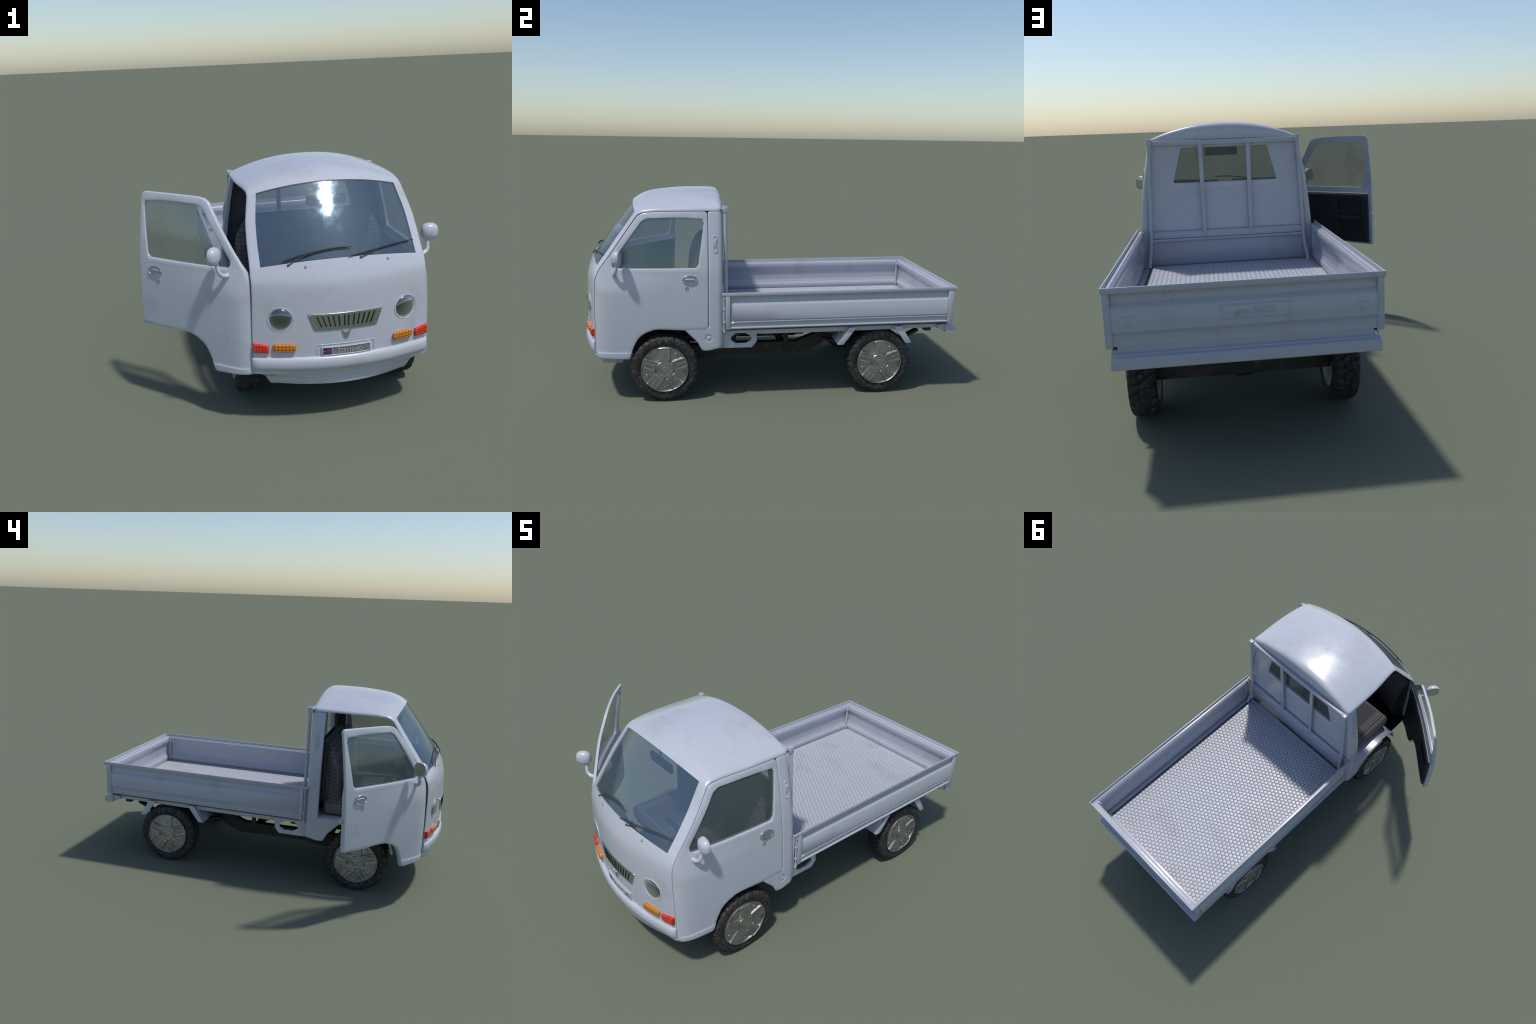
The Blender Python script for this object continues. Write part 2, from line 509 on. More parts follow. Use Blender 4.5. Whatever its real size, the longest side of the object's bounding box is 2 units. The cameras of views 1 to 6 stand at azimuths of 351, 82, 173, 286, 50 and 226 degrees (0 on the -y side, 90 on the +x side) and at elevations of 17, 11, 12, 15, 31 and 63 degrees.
def build_shell():
    us = u_values(); NF = 5
    rows = []
    for st in STF:
        r = [nose(st, u) for u in us]
        fl = [nose_fillet(st, k / NF) for k in range(1, NF + 1)]
        rows.append([Vector((-p.x, p.y, p.z)) for p in reversed(fl)] + r + fl)
    n = len(rows[0])
    cols_u = [-2] * NF + us + [2] * NF
    # vertex normals for the inner skin
    def nrm(i, j):
        a = rows[min(i + 1, len(rows) - 1)][j] - rows[max(i - 1, 0)][j]
        b = rows[i][min(j + 1, n - 1)] - rows[i][max(j - 1, 0)]
        return a.cross(b).normalized()
    T = .012
    flip = -1 if nrm(20, n // 2).z < 0 else 1
    inn = [[rows[i][j] - nrm(i, j) * flip * T for j in range(n)] for i in range(len(rows))]
    R = len(rows)
    cells = set()
    for i in range(R - 1):
        for j in range(n - 1):
            uu = (cols_u[j] + cols_u[j + 1]) / 2
            if IT <= i < IB and abs(uu) < U_WS: continue
            cells.add((i, j))
    g = Geo(); vid = lambda i, j: i * n + j
    g.add([p for r in rows for p in r] + [p for r in inn for p in r], [])
    O = R * n
    def quad(a, b, c, d, m): g.f.append((a, b, c, d)); g.m.append(m)
    for (i, j) in cells:
        a, b, c, d = vid(i, j), vid(i, j + 1), vid(i + 1, j + 1), vid(i + 1, j)
        quad(a, b, c, d, 0); quad(d + O, c + O, b + O, a + O, 1)
        for (di, dj, p, q) in ((-1, 0, a, b), (1, 0, c, d), (0, 1, b, c), (0, -1, d, a)):
            if (i + di, j + dj) not in cells: quad(q, p, p + O, q + O, 0)
    ob = g.obj("cab_shell", [PAINT, INNER], angle=40)
    return ob
build_shell()

# windshield: slightly recessed pane following the skin
def build_windshield():
    g = Geo(); us = [U_WS * 1.012 * i / 16 for i in range(-16, 17)]
    rows = [[nose(st, u) for u in us] for st in STF[IT:IB + 1]]
    off = Vector((0, .0045, -.003)); th = Vector((0, .004, -.003))
    front = [[p + off for p in r] for r in rows]; back = [[p + off + th for p in r] for r in rows]
    g.loft(front)
    g.loft([list(reversed(r)) for r in back], mid=1)
    ob = make("windshield", g.v, g.f, [WINDSHIELD, BACKGLASS], truck, 60, g.m)
    # dark rubber seal round the pane
    s = Geo()
    loop = [front[0][j] for j in range(len(us))] + [front[i][-1] for i in range(1, len(rows))] + \
           [front[-1][j] for j in range(len(us) - 2, -1, -1)] + [front[i][0] for i in range(len(rows) - 2, 0, -1)]
    s.tube(loop + [loop[0]], .0035, 6)
    s.obj("windshield_seal", BRIGHT)
build_windshield()

# ------------------------------------------------------------------ cab rear wall and side pillars
def rear_wall():
    g = Geo()
    zs = [.285, .36, .46, .57, .64, .70, .78, .86, .93, .985, .998]
    right = [(side_x(-.262, min(z, .985)) - .002, z) for z in zs]
    outline = right + [(-x, z) for x, z in reversed(right)]
    hole = round_poly([(-.254, .792), (.254, .792), (.2095, .962), (-.2095, .962)], .008, 3)
    panel(g, outline, [hole], lambda a, b, d: Vector((a, -.2655 - d, b)), .016, .03, .0025, (0, 1, 0))
    g.obj("cab_rear_wall", [PAINT, INNER])
    p = Geo()
    panel(p, [(-.256, .790), (.256, .790), (.2115, .964), (-.2115, .964)], [], lambda a, b, d: Vector((a, -.2725 - d, b)), .003, .06, 0, (0, 1, 1))
    p.obj("rear_window", [REARGLASS, BACKGLASS])
rear_wall()

def pillar(s):
    g = Geo()
    out = [(-.333, .985), (-.2625, .985), (-.2625, .283), (-.33, .268), (-.367, .268), (-.391, .314), (-.455, .379),
           (-.60, .388), (-.60, .397), (-.333, .399)]
    def fm(a, b, d): return Vector((s * (side_x(a, b) - d - .0005), a, b))
    def relief(y, z, d):
        r = 0.0
        dd = hypot(y + .333, z - .336)            # round pressed dimple
        r -= .0035 * exp(-((dd - .015) / .0035) ** 2)
        r -= .004 * sstep(.300, .283, z) * 0
        return r
    panel(g, out, [], fm, .02, .013, .005, (0, 1, 0), relief,
          extra_x=[-.333 + .004 * k for k in range(-6, 7)], extra_y=[.336 + .004 * k for k in range(-6, 7)])
    ob = g.obj("side_pillar", [PAINT, INNER], angle=45)
    # lower rear corner return, closes the pillar towards the bed
    c = Geo()
    c.box((min(s * .37, s * .428), -.285, .285), (max(s * .37, s * .428), -.267, .40), .002)
    c.obj("sill_closing_plate", PAINT)
    # pressed air vent
    v = Geo()
    yc, z0, z1, w = -.2985, .778, .864, .0105
    loop = []
    for k in range(13): loop.append((yc + w * cos(pi * k / 12), z1 - w + w * sin(pi * k / 12)))
    for k in range(13): loop.append((yc - w * cos(pi * k / 12), z0 + w - w * sin(pi * k / 12)))
    inner = [((p[0] - yc) * .70 + yc, (p[1] - .821) * .93 + .821) for p in loop]
    fm2 = lambda a, b, d: Vector((s * (side_x(a, b) + .0032 - d), a, b))
    panel(v, loop, [inner], fm2, .006, .01, .0015)
    v.box((min(s * (side_x(yc, .82) - .004), s * (side_x(yc, .82) + .0035)), yc - .0075, .797),
          (max(s * (side_x(yc, .82) - .004), s * (side_x(yc, .82) + .0035)), yc + .0075, .845), .0015)
    v.obj("air_vent", PAINT)
for s in (1, -1): pillar(s)

# ------------------------------------------------------------------ doors
HINGE = (.388, -.905)
DOOR = [(-.337, .3835), (-.461, .384), (-.530, .3895), (-.575, .3905), (-.612, .3875), (-.650, .3735), (-.676, .357), (-.694, .338),
        (-.712, .305), (-.722, .280), (-.736, .2335), (-.820, .236), (-.9035, .241),
        (-.9045, .36), (-.9045, .465), (-.9035, .572), (-.9005, .620), (-.8945, .6545), (-.8745, .695),
        (-.826, .759), (-.775, .833), (-.726, .903), (-.6865, .957), (-.665, .9690), (-.638, .9745), (-.59, .978), (-.48, .9812), (-.36, .9820), (-.345, .980), (-.337, .970)]
WINDOW = [(-.397, .7005), (-.384, .716), (-.3545, .928), (-.366, .944), (-.43, .950), (-.52, .951), (-.64, .946), (-.667, .931),
          (-.768, .792), (-.812, .728), (-.8135, .712), (-.805, .699), (-.60, .6995)]

def offset_poly(poly, d):
    """grow a counter-clockwise or clockwise outline by d"""
    sg = 1 if area(poly) > 0 else -1
    out = []; n = len(poly)
    for i in range(n):
        a, p, b = Vector(poly[i - 1]), Vector(poly[i]), Vector(poly[(i + 1) % n])
        n1 = Vector(((p - a).y, -(p - a).x)).normalized(); n2 = Vector(((b - p).y, -(b - p).x)).normalized()
        m = (n1 + n2); m = m / max(.4, m.dot(n1))
        out.append(tuple(p + m * d * sg))
    return out
DOOR = offset_poly(DOOR, .0020)

def build_door(s, angle):
    hx, hy = s * HINGE[0], HINGE[1]
    H = Vector((hx, hy, 0))
    fm = lambda a, b, d: Vector((s * (side_x(a, b) - d), a, b)) - H
    def th(a, b): return .014 + .012 * sstep(.72, .66, b)
    def relief(y, z, d):
        r = 0.0
        if y < -.70: r += .003 * sstep(.268, .262, z)          # rolled lower edge
        r += .0015 * exp(-((z - .694) / .006) ** 2) * sstep(-.83, -.80, y) * sstep(-.385, -.41, y)   # belt lip
        return r
    g = Geo()
    panel(g, DOOR, [WINDOW], fm, th, .0155, .0040, (0, 0, 0), relief, extra_y=(.258, .262, .266, .270))
    door = g.obj("door", PAINT, angle=42)
    door.location = H; door.rotation_euler = (0, 0, angle)
    # pane
    w = Geo()
    big = [((p[0] + .58) * 1.02 - .58, (p[1] - .82) * 1.03 + .82) for p in WINDOW]
    panel(w, big, [], lambda a, b, d: fm(a, b, .006 + d), .003, .05, 0, (0, 1, 1))
    w.obj("door_window", [SIDEGLASS, BACKGLASS], door, 60)
    # inner trim with arm rest pocket
    t = Geo()
    trim = [(-.352, .392), (-.461, .392), (-.575, .400), (-.615, .396), (-.655, .381), (-.684, .357), (-.703, .325), (-.722, .28),
            (-.742, .246), (-.885, .248), (-.888, .46), (-.886, .62), (-.872, .66), (-.352, .662)]
    pocket = round_poly([(-.545, .449), (-.400, .449), (-.392, .629), (-.550, .629)], .012, 4)
    fin = lambda a, b, d: fm(a, b, .0400 - d)
    panel(t, trim, [pocket], fin, .015, .03, .005)
    panel(t, pocket, [], lambda a, b, d: fm(a, b, .0285 - d), .003, .04, 0)
    bar = [fm(y, .5255, .038) for y in (-.548, -.50, -.45, -.394)]
    t.tube(bar, .014, 12)
    t.obj("door_trim", TRIM, door)
    strip = Geo()
    strip.tube([fm(y, .667, .0290) for y in (-.87, -.75, -.6, -.45, -.352)], .0028, 8)
    strip.obj("trim_strip", WHITELINE, door)
    # inner window frame lip
    # handle
    h = Geo()
    cy, cz = -.428, .642
    def ell(r, dep, sx=1.0): return [fm(cy + .0395 * r * cos(2 * pi * k / 40) * sx, cz + .0235 * r * sin(2 * pi * k / 40), dep) for k in range(40)]
    h.loft([ell(1.0, .002), ell(.985, -.004), ell(.93, -.0055), ell(.86, -.005), ell(.80, .000), ell(.55, .001), ell(.02, .001)], True)
    h.hexa([fm(cy + a, cz + b, d) for d in (.003, -.0045) for a, b in ((-.025, -.0105), (.025, -.0105), (.025, .0105), (-.025, .0105))], .0025)
    h.obj("door_handle", CHROME, door)
    k = Geo()
    p0 = fm(-.444, .600, .001)
    k.lathe([(.0095, 0), (.0095, .003), (.0075, .0045), (.0055, .003), (.001, .003)], p0, (s, 0, 0), 20)
    k.obj("key_lock", CHROME, door)
    # latch on the rear edge
    l = Geo()
    q = fm(-.3365, .545, .014)
    l.box(tuple(q + Vector((-.006, -.002, -.016))), tuple(q + Vector((.006, .003, .016))), .0015)
    l.obj("door_latch", CHROME, door)
    # mirror: stalk + domed housing + glass
    m = Geo()
    base = fm(-.806, .669, -.002)
    cen = Vector((s * .4475, -.782, .762)) - H
    path = catmull([tuple(base + Vector((-s * .004, 0, 0))), tuple(base + Vector((s * .018, .004, .004))), tuple(base + Vector((s * .036, .012, .022))), tuple(cen + Vector((-s * .012, 0, -.028)))], 5)
    m.tube(path, [.0115 - .0035 * i / (len(path) - 1) for i in range(len(path))], 12)
    m.obj("mirror_stalk", PAINT, door)
    hs = Geo()
    ax = Vector((s * .10, 1, .02)).normalized()       # points back towards the driver
    a = Vector((0, 0, 1)); a = (a - ax * a.dot(ax)).normalized(); b = ax.cross(a)
    prof = [(.0, -.024), (.25, -.0235), (.5, -.0215), (.72, -.0175), (.88, -.011), (.97, -.003), (1.0, .004), (.985, .010), (.94, .0125), (.90, .0115)]
    def ring(r, hgt, ex=2.5):
        pts = []
        for i in range(36):
            c, si = cos(2 * pi * i / 36), sin(2 * pi * i / 36)
            k = (abs(c) ** ex + abs(si) ** ex) ** (-1 / ex)
            rr = max(r, 1e-4)
            pts.append(cen + ax * hgt + a * (si * k * rr * .0385) + b * (c * k * rr * .0385))
        return pts
    hs.loft([ring(r, hg) for r, hg in prof], True)
    hs.obj("mirror_housing", PAINT, door, 60)
    mg = Geo(); mg.loft([ring(.905, .0118, 2.2), ring(.5, .0122, 2.2), ring(.0, .0124, 2.2)], True)
    mg.obj("mirror_glass", MIRROR, door, 60)
    return door
build_door(1, 0.0)
build_door(-1, radians(46.2))

j = Geo()
j.loft([[Vector((-side_x(st[2], st[3]) + .0005, st[2] - .001, st[3])), Vector((-side_x(st[2], st[3]) + .020, st[2] + .004, st[3])),
         Vector((-side_x(st[2], st[3]) + .034, st[2] + .003, st[3]))] for st in STF[IT - 4:]])
j.obj("door_jamb", PAINT)

# ------------------------------------------------------------------ front details
def on_front(x, z, out=0.0):
    return Vector((x, front_y(x, z) - out, z))

def front_patch(geo, outline, out, thick, res=.012, bevel=.002, holes=(), mid=0):
    panel(geo, outline, holes, lambda a, b, d: on_front(a, b, out - d), thick, res, bevel, (mid,) * 3)

# headlights: faceted rim, domed lens
for s in (1, -1):
    c = on_front(s * .27, .492)
    n = (on_front(s * .285, .492) - on_front(s * .255, .492)); n = Vector((n.y, -n.x, 0)).normalized()
    if n.y > 0: n = -n
    h = Geo()
    h.lathe([(.0545, -.012), (.0545, .0012), (.0535, .0020), (.0520, .0005), (.0505, -.006), (.0505, -.02)], c, n, 12)
    h.obj("headlight_ring", PAINT, angle=25)
    l = Geo()
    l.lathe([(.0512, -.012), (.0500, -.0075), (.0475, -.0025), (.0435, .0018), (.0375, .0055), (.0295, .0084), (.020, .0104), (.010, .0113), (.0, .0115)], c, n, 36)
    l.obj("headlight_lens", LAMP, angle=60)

# grille: bright plate; slot shadows modelled as slanted black strips on it
def grille():
    g = Geo()
    tri_out = [(-.160, .512), (.160, .512), (.1335, .4405), (-.1335, .4405)]
    front_patch(g, tri_out, .0045, .007, .015, .0015)
    g.obj("grille", BRIGHT)
    slots = Geo(); tips = Geo()
    n = 12
    xs_top = [-.124 + i * .0225 for i in range(5)] + [-.0090, .0090] + [.034 + i * .0225 for i in range(5)]
    for xt in xs_top:
        xb = xt * .84
        zt, zb, w = .502, .4535, .0026
        front_patch(slots, [(xb - w, zb), (xb + w, zb), (xt + w, zt), (xt - w, zt)], .0062, .003, .02, 0)
        front_patch(tips, [(xb - .0055, zb - .0046), (xb + .0055, zb - .0046), (xb + .0055, zb - .0012), (xb - .0055, zb - .0012)], .0066, .003, .02, .0008)
    for s in (1, -1):
        for k in range(5):
            z = .5015 - k * .0122; xo = .1335 + .0265 * (z - .4405) / .0715 - .0045
            front_patch(tips, [(s * (xo - .0125), z - .0016), (s * xo, z - .0016), (s * xo, z + .0016), (s * (xo - .0125), z + .0016)], .0066, .003, .02, .0008)
    slots.obj("grille_slot_shadow_strips", BLACKHOLE)["kind"] = "stuff"
    tips.obj("grille_louvre_tips", CHROME)["kind"] = "stuff"
grille()

# two-winged badge
b = Geo()
for s in (1, -1):
    front_patch(b, [(s * .0022, .4285), (s * .0095, .4300), (s * .0205, .4365), (s * .0050, .3965), (s * .0022, .3965)], .006, .008, .006, .002)
b.obj("badge", CHROME)

# number plate with frame, blue field, characters and screws
def number_plate():
    fr = Geo()
    front_patch(fr, [(-.126, .3160), (.126, .3160), (.126, .3765), (-.126, .3765)], .0022, .004, .03, .0015,
                [[(-.121, .3205), (.121, .3205), (.121, .372), (-.121, .372)]])
    fr.obj("plate_recess", PAINT)
    f2 = Geo()
    front_patch(f2, [(-.107, .3235), (.107, .3235), (.107, .3645), (-.107, .3645)], .0075, .009, .03, .002,
                [[(-.1005, .3290), (.1005, .3290), (.1005, .3590), (-.1005, .3590)]])
    f2.obj("number_plate_frame", PLATERIM)
    pl = Geo()
    front_patch(pl, [(-.102, .3275), (.102, .3275), (.102, .3605), (-.102, .3605)], .0045, .005, .03, 0)
    pl.obj("number_plate", PLATE)
    bl = Geo()
    front_patch(bl, [(-.0985, .3300), (-.0645, .3300), (-.0645, .3580), (-.0985, .3580)], .0054, .002, .03, 0)
    bl.obj("plate_blue_field", BLUE)
    dv = Geo()
    front_patch(dv, [(-.0635, .3290), (-.0605, .3290), (-.0605, .3590), (-.0635, .3590)], .0058, .002, .03, 0)
    dv.obj("plate_divider", PLATERIM)
    fl = Geo()
    for k in range(6):
        a = k * pi / 3
        x, z = -.0770 + .0062 * cos(a), .3440 + .0062 * sin(a)
        fl.lathe([(.0042, 0), (.0032, .0008), (.0, .0010)], on_front(x, z, .0055), (0, -1, 0), 10)
    fl.lathe([(.0036, 0), (.0, .0014)], on_front(-.0770, .344, .0058), (0, -1, 0), 10)
    fl.obj("plate_flower", MAGENTA)
    sc = Geo()
    for x in (-.0935, .0930):
        sc.lathe([(.0034, 0), (.0030, .002), (.0014, .0028), (.0, .0028)], on_front(x, .344, .0045), (0, -1, 0), 14)
    sc.obj("plate_screw", CHROME)
    text_on("plate_characters", "723110-60", .0300, LETTER, lambda a, b, d: on_front(a, b, .0058 + d), (.0125, .3330), .0010, xsc=.82)

def text_on(name, body, size, mat, fm, at, depth, xsc=1.0, fx=1):
    cu = bpy.data.curves.new(name, "FONT")
    cu.body = body; cu.size = size; cu.align_x = "CENTER"; cu.extrude = .5; cu.resolution_u = 3
    tmp = bpy.data.objects.new(name, cu); bpy.context.scene.collection.objects.link(tmp)
    dg = bpy.context.evaluated_depsgraph_get()
    me = bpy.data.meshes.new_from_object(tmp.evaluated_get(dg))
    vs = [fm(at[0] + fx * v.co.x * xsc, at[1] + v.co.y, depth if v.co.z > 0 else -depth) for v in me.vertices]
    fs = [tuple(p.vertices) for p in me.polygons]
    bpy.data.objects.remove(tmp); bpy.data.curves.remove(cu); bpy.data.meshes.remove(me)
    return make(name, vs, fs, mat, angle=30)
number_plate()

# lamps beside the bumper
for s in (1, -1):
    a = Geo()
    o = [(.212, .358), (.221, .3495), (.296, .3505), (.305, .359), (.305, .377), (.296, .3855), (.221, .3845), (.212, .376)]
    front_patch(a, [(s * x, z) for x, z in o], .015, .018, .008, .006)
    a.obj("turn_signal", AMBER, angle=50)
    r = Geo()
    o = [(.322, .345), (.3835, .347), (.3835, .387), (.322, .379)]
    front_patch(r, [(s * x, z) for x, z in o], .013, .018, .008, .004)
    r.obj("side_marker_lamp", RED, angle=50)

# washer nozzles
for x in (-.157, .195):
    c = Geo(); p = on_front(x, .7085)
    nrm = Vector((0, -.9, .43))
    c.lathe([(.0062, -.003), (.0060, .002), (.0042, .0045), (.0, .0056)], p, nrm, 16)
    c.obj("washer_nozzle", CHROME, angle=60)

# wipers
def pane_point(x, z, out):
    rows = STF[IT:IB + 1]
    best = min(((nose(st, x / (side_x(st[2], st[3]) + st[4]))) for st in rows), key=lambda p: abs(p.z - z))
    # refine linearly between neighbouring stations
    prev = None
    for st in rows:
        p = nose(st, x / (side_x(st[2], st[3]) + st[4]))
        if prev is not None and prev.z >= z >= p.z:
            t = (prev.z - z) / (prev.z - p.z + 1e-9); best = prev.lerp(p, t); break
        prev = p
    return best + Vector((0, -.82, .57)) * out
for pts, piv in (([(-.262, .722), (-.19, .744), (-.105, .760), (-.03, .768), (.043, .7665)], (-.225, .715)),
                 ([(.022, .731), (.08, .741), (.154, .7495), (.24, .7560), (.335, .7555)], (.075, .727))):
    w = Geo()
    pth = catmull([tuple(pane_point(x, max(z, .7), .006)) for x, z in pts], 6)
    nn = len(pth)
    w.tube(pth, [.0018 + .0019 * sin(pi * min(1, i / (nn - 1))) for i in range(nn)], 8)
    blade = [Vector(p) + Vector((0, .002, -.0035)) for p in pth[2:-2]]
    w.tube(blade, .0016, 6)
    wo = w.obj("wiper", WIPER)
    ar = Geo()
    ar.tube([on_front(piv[0], piv[1], .004), pane_point(piv[0] + .035, .736, .007), pth[nn // 2]], .0022, 8)
    ar.lathe([(.005, -.004), (.005, .003), (.0, .005)], on_front(piv[0], piv[1]), (0, -.85, .5), 12)
    ar.obj("wiper_arm", WIPER, wo)

# bumper and valance swept along the nose
def plan_y(u, base=-.983, edge=-.909): return base + (edge - base) * abs(u) ** 1.9
def bumper():
    prof = [(-.012, .3225), (.004, .3225), (.0105, .3195), (.0150, .3120), (.0172, .3000), (.0172, .2870), (.0150, .2740), (.0100, .2655),
            (.0030, .2620), (-.0010, .2585), (-.0012, .2460), (-.0030, .2440), (-.030, .2440)]
    rows = []
    N = 48
    for i in range(N + 1):
        u = -1 + 2 * i / N
        x = u * .3865
        dy = 1.9 * (.074) * abs(u) ** .9 * (1 if u >= 0 else -1) / .3865      # plan slope
        nx, ny = dy, -1.0; L = hypot(nx, ny); nx /= L; ny /= L
        end = 1.0 - .55 * max(0, (abs(u) - .965) / .035) ** 2
        rows.append([Vector((x + nx * (o * end if o > 0 else o), plan_y(u) + ny * (o * end if o > 0 else o), z)) for o, z in prof])
    g = Geo(); g.loft(rows); 
    for r in (rows[0], rows[-1]): g.add(r, [tuple(range(len(r)))])
    ob = g.obj("front_bumper", PAINT, angle=50)
    v = Geo(); rows = []
    for i in range(41):
        u = -1 + 2 * i / 40
        yb = -.962 + .080 * u * u
        rows.append([Vector(p) for p in (
            (.3800 * u, plan_y(u) + .0040, .2500), (.3790 * u, plan_y(u) + .0045, .2400), (.3600 * u, plan_y(u) * .4 + yb * .6 + .002, .2335),
            (.3360 * u, plan_y(u) * .2 + yb * .8 - .002, .2190), (.3300 * u, yb - .001, .2145), (.3120 * u, yb + .002, .1810), (.3090 * u, yb + .007, .1765),
            (.3050 * u, yb * .5 - .44, .1745), (.3050 * u, -.785, .1735), (.3120 * u, -.772, .1980), (.3300 * u, -.772, .2500))])
    v.loft(rows, True, True)
    v.obj("front_valance", PAINT, angle=40)
bumper()

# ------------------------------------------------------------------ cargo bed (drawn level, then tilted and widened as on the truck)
def bedmap(p):
    x, y, z = p
    return Vector((x, y, z + .0088 * (y + .26)))

def bed_geo(g): g.v = [bedmap(p) for p in g.v]; return g

Y0, Y1 = -.245, .945
# one pressed drop side: closed section (outward offset, z) mirrored by s
SIDE_OUT = [(.4300, .5570), (.4300, .5225), (.4315, .5195), (.4390, .5095), (.4415, .5050), (.4415, .4295), (.4365, .4262), (.4365, .4228),
            (.4415, .4195), (.4400, .4145), (.4340, .4110), (.4330, .3960), (.4345, .3920), (.4420, .3905), (.4430, .3870), (.4415, .3835)]
SIDE_IN = [(.4250, .3845), (.4200, .3900), (.4170, .3970), (.4165, .4080), (.4190, .4180), (.4250, .4240), (.4270, .4280), (.4270, .4340), (.4300, .4380),
           (.4310, .4450), (.4310, .4960), (.4290, .5040), (.4195, .5200), (.4170, .5270), (.4170, .5450), (.4190, .5525), (.4240, .5570)]
def side_gate(s):
    g = Geo()
    sec = SIDE_OUT + SIDE_IN
    ys = [Y0 + .020, Y0 + .0205, Y0 + .040, .3, Y1 - .022, Y1 - .0035, Y1 - .003]
    rows = []
    for i, y in enumerate(ys):
        flat = 0.0 if i in (2, 3, 4) else 1.0
        row = []
        for k, (x, z) in enumerate(sec):
            if flat and k < len(SIDE_OUT) and .419 < z < .521: x = min(x, .4305) if i in (0, 1) else x
            row.append(Vector((s * x, y, z)))
        rows.append(row)
    g.loft(rows, True, True)
    bed_geo(g).obj("side_gate", BEDPAINT, angle=40)
    # top rail with a channel behind it
    r = Geo()
    r.box((min(s * .4385, s * .4435), -.2655, .5585), (max(s * .4385, s * .4435), .982, .5755), .0012)
    r.box((min(s * .4250, s * .4415), -.2655, .5560), (max(s * .4250, s * .4415), .982, .5610), .0010)
    bed_geo(r).obj("side_rail", BEDPAINT)
    # stiles at both ends
    st = Geo()
    st.box((min(s * .421, s * .4425), -.2480, .3805), (max(s * .421, s * .4425), -.2245, .5575), .002)
    bed_geo(st).obj("gate_stile", BEDPAINT)
    ht = Geo()
    ht.tube([(s * .4365, -.2555, .555), (s * .4365, -.2555, .364)], .0042, 10)
    for z in (.545, .49, .42, .372): ht.box((s * .4365 - .006, -.2605, z - .007), (s * .4365 + .006, -.2495, z + .007), .002)
    bed_geo(ht).obj("gate_hinge", BEDPAINT)
for s in (1, -1): side_gate(s)

def tailgate():
    g = Geo()
    # same pressing turned to face backwards; z here is level-bed height
    off = .5295
    sec = [(max(x, .4385 if z < .415 else 0) + off, z) for x, z in SIDE_OUT[:-3]] + [(.4385 + off, .3840)] + [(.4290 + off, .3840)] + [(x + off + .004, z) for x, z in SIDE_IN[1:]]
    W = .4205
    rows = []
    for x in (-W, 0, W):
        rows.append([Vector((x, y, z)) for y, z in sec])
    g.loft(rows, True, True)
    bed_geo(g).obj("tailgate", BEDPAINT, angle=40)
    r = Geo()
    r.box((-.4435, .9815, .5580), (.4435, .9870, .5760), .0012)
    r.box((-.4395, .9600, .5560), (.4395, .9840, .5605), .0010)
    bed_geo(r).obj("tailgate_rail", BEDPAINT)
    for s in (1, -1):
        p = Geo()
        p.box((min(s * .4190, s * .4420), .9435, .3780), (max(s * .4190, s * .4420), .9745, .5570), .004)
        bed_geo(p).obj("corner_post", BEDPAINT)
        q = Geo()
        q.tube([(s * .417, .944, .3900), (s * .417, .944, .47), (s * .417, .945, .525), (s * .417, .945, .555)], [.007] * 4, 8)
        q.box((s * .417 - .009, .937, .520), (s * .417 + .009, .955, .538), .002)
        bed_geo(q).obj("corner_pin", BEDPAINT)
    # embossed nameplate and loading marks
    fy = lambda a, b, d: Vector((a, .9711 + d, b))
    e = Geo()
    outer = [(-.137, .4605), (.084, .4605), (.084, .5085), (-.137, .5085)]
    innr = [(-.1335, .4635), (.0805, .4635), (.0805, .5055), (-.1335, .5055)]
    panel(e, outer, [innr], lambda a, b, d: fy(a, b, .0020 - d), .004, .05, .0010)
    e.obj("nameplate_border", BEDPAINT)
    text_on("embossed_lettering", "grs 2022", .0300, BEDPAINT, fy, (-.0255, .4745), .0026, xsc=1.28, fx=-1)
    for cx in (.367, -.372):
        m = Geo()
        arrow = [(-.021, 0), (-.013, .006), (-.013, .002), (.013, .002), (.013, .006), (.021, 0), (.013, -.006), (.013, -.002), (-.013, -.002), (-.013, -.006)]
        panel(m, [(cx + a, .4895 + b) for a, b in arrow], [], lambda a, b, d: fy(a, b, .0014 - d), .003, .05, 0)
        sq = [(-.009, -.009), (.009, -.009), (.009, .007), (-.009, .007)]
        sqi = [(a * .45, b * .45 + .002) for a, b in sq]
        panel(m, [(cx + a, .4620 + b) for a, b in sq], [[(cx + a, .4620 + b) for a, b in sqi]], lambda a, b, d: fy(a, b, .0014 - d), .003, .05, 0)
        m.obj("loading_mark", BEDPAINT)
tailgate()

